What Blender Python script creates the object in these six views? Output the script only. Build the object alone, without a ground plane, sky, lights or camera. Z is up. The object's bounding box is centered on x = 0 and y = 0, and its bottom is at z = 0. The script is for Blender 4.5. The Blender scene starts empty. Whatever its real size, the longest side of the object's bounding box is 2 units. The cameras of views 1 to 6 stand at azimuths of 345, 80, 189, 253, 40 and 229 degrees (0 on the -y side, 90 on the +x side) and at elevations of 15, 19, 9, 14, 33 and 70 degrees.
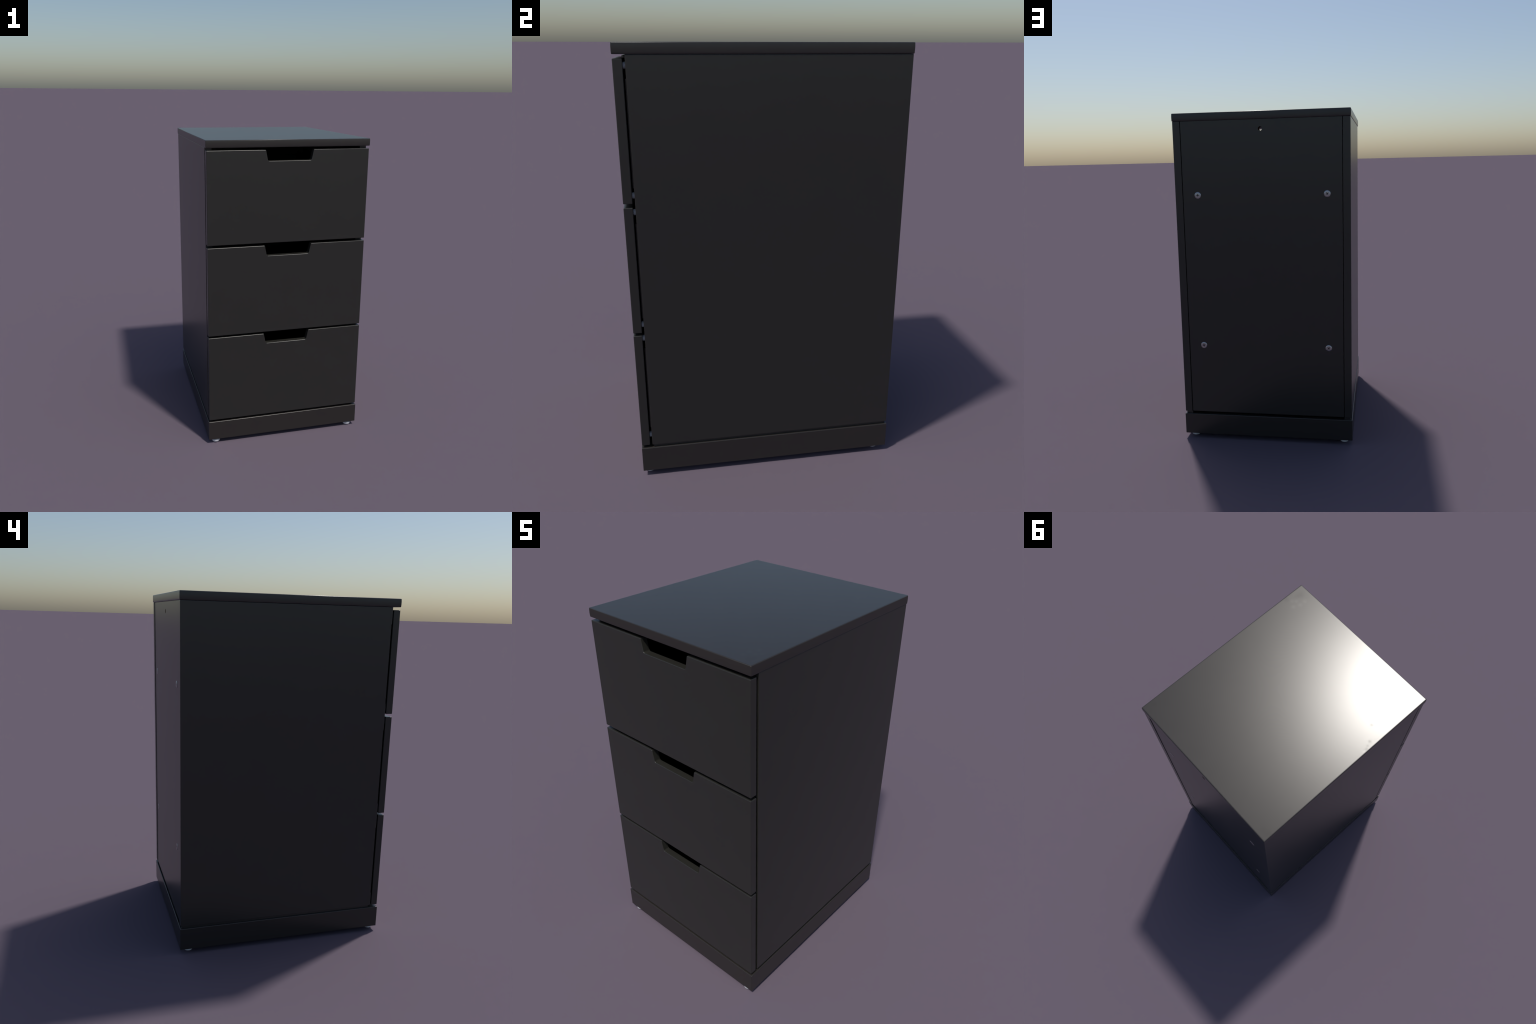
"""Black three-drawer chest: slab top, carcass of panels, three handle-less
drawers with a trapezoid finger cut-out, a plinth frame on small glides."""
import bpy, bmesh, math
from mathutils import Vector

# ------------------------------------------------------------------ sizes
TOP_HX, TOP_HY, TOP_Z0, TOP_Z1 = 0.5225, 0.6145, 1.9545, 2.000
SIDE_X, SIDE_T = 0.5196, 0.044            # outer face and thickness of the side panels
BODY_Y0, BODY_Y1 = -0.5640, 0.6118        # carcass depth
BODY_Z0, BODY_Z1 = 0.1715, 1.9541
FRONT_HX, FRONT_Y0, FRONT_Y1 = 0.5180, -0.6132, -0.5742
DRAWERS = ((1.3615, 1.9390), (0.7660, 1.3450), (0.1705, 0.7530))
CUT_TOP, CUT_BOTTOM, CUT_DEPTH, CUT_R = 0.1525, 0.1385, 0.0665, 0.011
PLINTH_HX, PLINTH_HY, PLINTH_Z0, PLINTH_Z1 = 0.5225, 0.6150, 0.0275, 0.1570

# -------------------------------------------------------------- materials
def new_mat(name):
    m = bpy.data.materials.new(name)
    m.use_nodes = True
    nt = m.node_tree
    return m, nt, nt.nodes["Principled BSDF"]

def math_node(nt, op, a, b=None):
    n = nt.nodes.new("ShaderNodeMath"); n.operation = op
    for i, v in enumerate((a, b)):
        if v is None:
            continue
        if isinstance(v, (int, float)):
            n.inputs[i].default_value = v
        else:
            nt.links.new(v, n.inputs[i])
    return n.outputs[0]

def noise(nt, vec, scale, detail=3.0):
    n = nt.nodes.new("ShaderNodeTexNoise")
    n.inputs["Scale"].default_value = scale
    n.inputs["Detail"].default_value = detail
    nt.links.new(vec, n.inputs["Vector"])
    return n.outputs["Fac"]

def foil_material(name, base, rough, spec=0.54, smudges=(), patches=()):
    """Smooth black foil: faint mottling of colour and gloss. Finger smudges
    (x, y, radius, change) alter the roughness, patches the reflectivity."""
    m, nt, b = new_mat(name)
    tc = nt.nodes.new("ShaderNodeTexCoord")
    vec = tc.outputs["Object"]
    mottle = noise(nt, vec, 7.0, 4.0)
    ramp = nt.nodes.new("ShaderNodeValToRGB")
    e = ramp.color_ramp.elements
    e[0].position, e[1].position = 0.30, 0.70
    e[0].color = tuple(c * 0.975 for c in base) + (1,)
    e[1].color = tuple(c * 1.025 for c in base) + (1,)
    nt.links.new(mottle, ramp.inputs[0])
    nt.links.new(ramp.outputs[0], b.inputs["Base Color"])

    def add_spots(value, spots):
        for (x, y, rad, amount) in spots:
            d = nt.nodes.new("ShaderNodeVectorMath"); d.operation = "DISTANCE"
            nt.links.new(vec, d.inputs[0])
            d.inputs[1].default_value = (x, y, TOP_Z1)
            mr = nt.nodes.new("ShaderNodeMapRange"); mr.interpolation_type = "SMOOTHSTEP"
            nt.links.new(d.outputs["Value"], mr.inputs["Value"])
            mr.inputs["From Min"].default_value = 0.0
            mr.inputs["From Max"].default_value = rad
            mr.inputs["To Min"].default_value = amount
            mr.inputs["To Max"].default_value = 0.0
            value = math_node(nt, "ADD", value, mr.outputs["Result"])
        return value

    r = math_node(nt, "MULTIPLY", math_node(nt, "SUBTRACT", noise(nt, vec, 14.0), 0.5), 0.006)
    r = add_spots(math_node(nt, "ADD", r, rough), smudges)
    nt.links.new(r, b.inputs["Roughness"])
    b.inputs["Specular IOR Level"].default_value = spec
    if patches:
        first = math_node(nt, "ADD", spec, 0.0)
        nt.links.new(add_spots(first, patches), b.inputs["Specular IOR Level"])
    return m

def plain_material(name, base, rough, metallic=0.0, spec=0.5):
    m, nt, b = new_mat(name)
    tc = nt.nodes.new("ShaderNodeTexCoord")
    f = noise(nt, tc.outputs["Object"], 60.0)
    ramp = nt.nodes.new("ShaderNodeValToRGB")
    e = ramp.color_ramp.elements
    e[0].position, e[1].position = 0.3, 0.7
    e[0].color = tuple(c * 0.93 for c in base) + (1,)
    e[1].color = tuple(min(1, c * 1.05) for c in base) + (1,)
    nt.links.new(f, ramp.inputs[0])
    nt.links.new(ramp.outputs[0], b.inputs["Base Color"])
    b.inputs["Roughness"].default_value = rough
    b.inputs["Metallic"].default_value = metallic
    b.inputs["Specular IOR Level"].default_value = spec
    return m

BLACK = (0.0248, 0.0244, 0.0212)
SMUDGES = ((-0.425, -0.272, 0.014, 0.03), (-0.488, -0.194, 0.016, 0.04),
           (-0.498, -0.167, 0.013, 0.035), (-0.508, -0.148, 0.016, 0.04))
PATCHES = ((0.472, -0.490, 0.019, 0.07), (0.454, -0.510, 0.019, 0.07),
           (0.420, -0.547, 0.020, 0.07), (0.420, -0.510, 0.022, 0.08),
           (0.437, -0.470, 0.022, 0.08), (0.470, -0.560, 0.035, -0.06),
           (0.478, -0.535, 0.025, -0.03), (0.504, -0.474, 0.025, -0.05),
           (-0.500, 0.565, 0.030, -0.04), (-0.470, 0.575, 0.030, -0.03),
           (0.490, 0.545, 0.022, -0.04), (0.470, 0.590, 0.022, -0.03), (-0.508, -0.128, 0.012, 0.06))
WARM_BLACK = (0.0268, 0.0238, 0.0212)     # top slab and plinth are a touch browner
M_PLINTH = foil_material("black_foil_plinth", WARM_BLACK, 0.28)
M_BLACK = foil_material("black_foil", BLACK, 0.28)
M_TOP = foil_material("black_foil_top", WARM_BLACK, 0.28, smudges=SMUDGES, patches=PATCHES)
M_BOX = foil_material("dark_drawer_interior", (0.016, 0.017, 0.018), 0.45)
M_RAW = plain_material("raw_fibreboard", (0.10, 0.055, 0.028), 0.85, spec=0.2)
M_METAL = plain_material("zinc_plated_steel", (0.44, 0.44, 0.45), 0.30, metallic=1.0)
M_PAD = plain_material("pale_felt_pad", (0.62, 0.64, 0.68), 0.6)
M_FOOT = plain_material("pale_glide_plastic", (0.74, 0.75, 0.76), 0.28)

# --------------------------------------------------------------- geometry
def finish(bm, name, mat, parent=None, bevel=0.0, segments=3, angle=35):
    bmesh.ops.recalc_face_normals(bm, faces=bm.faces)
    me = bpy.data.meshes.new(name)
    bm.to_mesh(me); bm.free()
    ob = bpy.data.objects.new(name, me)
    bpy.context.scene.collection.objects.link(ob)
    me.materials.append(mat)
    ob.parent = parent
    if bevel:
        bv = ob.modifiers.new("edge_rounding", "BEVEL")
        bv.width = bevel; bv.segments = segments
        bv.limit_method = "ANGLE"; bv.angle_limit = math.radians(angle)
        bv.use_clamp_overlap = False
        bv.harden_normals = True
    for p in me.polygons:
        p.use_smooth = True
    if not bevel:
        me.set_sharp_from_angle(angle=math.radians(40))
    return ob

def add_box(bm, x0, x1, y0, y1, z0, z1):
    vs = [bm.verts.new((x, y, z)) for x in (x0, x1) for y in (y0, y1) for z in (z0, z1)]
    for f in ((0, 1, 3, 2), (4, 6, 7, 5), (0, 4, 5, 1), (2, 3, 7, 6), (0, 2, 6, 4), (1, 5, 7, 3)):
        bm.faces.new([vs[i] for i in f])

def box(name, mat, parent, bounds, bevel=0.003):
    bm = bmesh.new()
    add_box(bm, *bounds)
    return finish(bm, name, mat, parent, bevel)

def prism(name, mat, parent, outline, axis, a0, a1, bevel):
    """Extrude a closed 2D outline along an axis ('x' or 'y')."""
    put = {"y": lambda p, a: (p[0], a, p[1]), "x": lambda p, a: (a, p[0], p[1])}[axis]
    bm = bmesh.new()
    lo = [bm.verts.new(put(p, a0)) for p in outline]
    hi = [bm.verts.new(put(p, a1)) for p in outline]
    n = len(outline)
    bm.faces.new(lo); bm.faces.new(hi[::-1])
    for i in range(n):
        j = (i + 1) % n
        bm.faces.new((lo[i], hi[i], hi[j], lo[j]))
    return finish(bm, name, mat, parent, bevel, angle=30)

def lathe(name, mat, parent, profile, centre, axis="z", steps=24):
    """Turn an (r, h) profile about an axis through centre."""
    bm = bmesh.new()
    c = Vector(centre)
    rings = []
    for r, h in profile:
        ring = []
        for k in range(1 if r < 1e-6 else steps):
            a = 2 * math.pi * k / steps
            u, v = r * math.cos(a), r * math.sin(a)
            ring.append(bm.verts.new(c + Vector((u, v, h) if axis == "z" else (u, h, v))))
        rings.append(ring)
    for A, B in zip(rings, rings[1:]):
        for k in range(steps):
            l = (k + 1) % steps
            quad = [A[k % len(A)], A[l % len(A)], B[l % len(B)], B[k % len(B)]]
            quad = list(dict.fromkeys(quad))
            if len(quad) > 2:
                bm.faces.new(quad)
    if len(rings[-1]) > 1:
        bm.faces.new(rings[-1])
    return finish(bm, name, mat, parent)

def cut(ob, cutter):
    m = ob.modifiers.new("cut", "BOOLEAN")
    m.operation = "DIFFERENCE"; m.solver = "EXACT"; m.object = cutter

def apply_modifiers(ob):
    dg = bpy.context.evaluated_depsgraph_get()
    me = bpy.data.meshes.new_from_object(ob.evaluated_get(dg))
    ob.modifiers.clear()
    old = ob.data; ob.data = me
    bpy.data.meshes.remove(old)

def remove(ob):
    bpy.data.objects.remove(ob, do_unlink=True)

# --------------------------------------------------------- the thing itself
chest = bpy.data.objects.new("chest_of_drawers", None)
bpy.context.scene.collection.objects.link(chest)
chest["label"] = "narrow black three-drawer chest with cut-out grips and plinth"
chest["category"] = "chest of drawers"

def slab(name, mat, parent, hx, hy, z0, z1, crown, radius):
    """Board lofted from rectangular rings: rounded arrises and a slightly crowned edge."""
    prof = [(0.003 + crown, z0), (crown + 0.0008, z0 + 0.0008), (crown, z0 + 0.003)]
    for k in range(1, 8):
        t = k / 8
        prof.append((crown * (2 * t - 1) ** 2, z0 + 0.003 + t * (z1 - z0 - 0.003 - radius)))
    for k in range(0, 7):
        a = math.pi / 2 * k / 6
        prof.append((crown + radius * (1 - math.cos(a)), z1 - radius + radius * math.sin(a)))
    prof.append((crown + radius + 0.004, z1))
    bm = bmesh.new()
    rings = []
    for d, z in prof:
        x, y = hx - d, hy - d
        c = 0.002                                   # tiny corner chamfer, in plan
        rings.append([bm.verts.new((u, v, z)) for u, v in (
            (-x + c, -y), (x - c, -y), (x, -y + c), (x, y - c),
            (x - c, y), (-x + c, y), (-x, y - c), (-x, -y + c))])
    for A, B in zip(rings, rings[1:]):
        for i in range(8):
            j = (i + 1) % 8
            bm.faces.new((A[i], A[j], B[j], B[i]))
    bm.faces.new(rings[0]); bm.faces.new(rings[-1])
    return finish(bm, name, mat, parent)

tabletop = slab("tabletop", M_TOP, chest, TOP_HX, TOP_HY, TOP_Z0, TOP_Z1, 0.0007, 0.0035)

# side panels
def lip_span(z0, z1):
    """Height range between the bumper zones of one drawer."""
    return z0 + (0.083 if z0 < 0.3 else 0.060), z1 - 0.077

for s in (-1, 1):
    a, b = sorted((s * SIDE_X, s * (SIDE_X - SIDE_T)))
    box("side_panel", M_BLACK, chest, (a, b, BODY_Y0, BODY_Y1, BODY_Z0, BODY_Z1), 0.0025)
    # setting strip between side panel and plinth
    a, b = sorted((s * 0.5125, s * 0.475))
    box("spacer_strip", M_BLACK, chest, (a, b, -0.556, 0.605, 0.1560, 0.1725), 0.001)

# front edge: a set-back lip between the bumpers on one side, small stop blocks
# level with the bumpers on the other
LIP = 0.0060
blocks = [BODY_Z1 - 0.001]
for z0, z1 in DRAWERS:
    lo, hi = lip_span(z0, z1)
    box("edge_lip", M_BLACK, chest, (0.462, 0.492, BODY_Y0 - LIP, BODY_Y0 + 0.002, lo, hi), 0.001)
    blocks += [hi, lo]
blocks.append(BODY_Z0 + 0.001)
for hi, lo in zip(blocks[::2], blocks[1::2]):
    box("stop_block", M_BLACK, chest,
        (-SIDE_X + 0.001, -SIDE_X + 0.030, BODY_Y0 - 0.0025, BODY_Y0 + 0.002, lo, hi), 0.001)

INNER = SIDE_X - SIDE_T - 0.0030
back = box("back_panel", M_BLACK, chest, (-INNER, INNER, 0.562, 0.6085, 0.1735, BODY_Z1), 0.0012)
back.data.materials.append(M_RAW)
drill = lathe("drill", M_RAW, None, ((0, -0.05), (0.0128, -0.05), (0.0128, 0.05), (0, 0.05)),
              (-0.0025, 0.59, 1.900), "y", 10)
cut(back, drill)
apply_modifiers(back)
for p in back.data.polygons:
    p.use_smooth = False
remove(drill)
for s in (-1, 1):       # cleats that close the joint between back and side panels
    a, b = sorted((s * (INNER - 0.02), s * (SIDE_X - SIDE_T + 0.001)))
    box("back_cleat", M_BLACK, chest, (a, b, 0.545, 0.5615, 0.18, BODY_Z1 - 0.002), 0.001)
box("bottom_panel", M_BLACK, chest, (-INNER, INNER, -0.535, 0.544, 0.185, 0.215), 0.002)

# pan-head screws with a cross recess
for x, z, turn in ((0.383, 1.5226, 0.12), (-0.385, 1.5226, 0.5), (0.383, 0.6035, 0.25), (-0.3845, 0.6032, 0.9)):
    head = lathe("screw", M_METAL, back,
                 ((0.0195, -0.001), (0.0197, 0.0006), (0.0186, 0.0016), (0.013, 0.0022), (0, 0.0024)),
                 (0, 0, 0), "y", 12)
    bm = bmesh.new()
    add_box(bm, -0.0085, 0.0085, -0.0006, 0.01, -0.0021, 0.0021)
    add_box(bm, -0.0021, 0.0021, -0.0006, 0.01, -0.0085, 0.0085)
    cross = finish(bm, "cross", M_METAL)
    cross.modifiers.new("weld", "REMESH").voxel_size = 0.0006
    cut(head, cross)
    apply_modifiers(head)
    remove(cross)
    head.location = (x, 0.6085, z)
    head.rotation_euler = (0, turn, 0)

# drawers
def front_outline(z0, z1):
    zc = z1 - CUT_DEPTH
    side = Vector((CUT_TOP - CUT_BOTTOM, CUT_DEPTH)).normalized()
    corner = Vector((CUT_BOTTOM, zc))
    # fillet between the sloping side and the floor of the cut-out (right half)
    ang = math.atan2(side.y, side.x)                  # slope of the side
    t = CUT_R / math.tan((math.pi - ang) / 2)         # tangent length
    centre = Vector((CUT_BOTTOM - t, zc + CUT_R))
    arc = []
    for k in range(7):
        a = -math.pi / 2 + ang * k / 6
        arc.append((centre.x + CUT_R * math.cos(a), centre.y + CUT_R * math.sin(a)))
    right = arc + [(CUT_TOP, z1), (FRONT_HX, z1), (FRONT_HX, z0)]
    left = [(-x, z) for x, z in reversed(right)]
    return right + left

pad_profile = ((0, -0.0125), (0.0125, -0.0125), (0.0135, -0.010), (0.0135, 0.0), (0, 0.0))
for z0, z1 in DRAWERS:
    front = prism("drawer_front", M_BLACK, chest, front_outline(z0, z1), "y", FRONT_Y0, FRONT_Y1, 0.0035)
    # open box behind the front
    bm = bmesh.new()
    hx, t, y0, y1, b0, b1 = 0.445, 0.032, FRONT_Y1 + 0.001, 0.542, z0 + 0.055, z1 - (0.14 if z1 > 1.5 else 0.10)
    add_box(bm, -hx, -hx + t, y0, y1, b0, b1)
    add_box(bm, hx - t, hx, y0, y1, b0, b1)
    add_box(bm, -hx + t, hx - t, y1 - t, y1, b0, b1)
    add_box(bm, -hx + t, hx - t, y0, y1 - t, b0 + 0.01, b0 + 0.03)
    finish(bm, "drawer_box", M_BOX, front, 0.0015)
    for s in (-1, 1):
        for z in (z1 - 0.0265, z0 + (0.040 if z0 < 0.3 else 0.029)):
            lathe("bumper_pad", M_PAD, front, pad_profile, (s * 0.484, FRONT_Y1 + 0.0120, z), "y", 20)

# plinth: one frame of four boards
def frame(name, mat, parent, hx, hy, t, z0, z1, bevel):
    bm = bmesh.new()
    ring = lambda x, y, z: [bm.verts.new(p) for p in ((-x, -y, z), (x, -y, z), (x, y, z), (-x, y, z))]
    ob_, ot = ring(hx, hy, z0), ring(hx, hy, z1)
    ib, it = ring(hx - t, hy - t, z0), ring(hx - t, hy - t, z1)
    for i in range(4):
        j = (i + 1) % 4
        bm.faces.new((ob_[i], ob_[j], ot[j], ot[i]))
        bm.faces.new((ib[i], it[i], it[j], ib[j]))
        bm.faces.new((ot[i], ot[j], it[j], it[i]))
        bm.faces.new((ob_[i], ib[i], ib[j], ob_[j]))
    return finish(bm, name, mat, parent, bevel)

plinth = frame("plinth", M_PLINTH, chest, PLINTH_HX, PLINTH_HY, 0.090, PLINTH_Z0, PLINTH_Z1, 0.0032)
glide = ((0, 0), (0.016, 0), (0.0225, 0.0025), (0.0265, 0.0090), (0.0265, 0.0180), (0.012, 0.021), (0.012, 0.034), (0, 0.034))
for x in (-0.4715, 0.4715):
    for y in (-0.5835, 0.5610):
        lathe("levelling_foot", M_FOOT, plinth, glide, (x, y, 0), "z", 20)
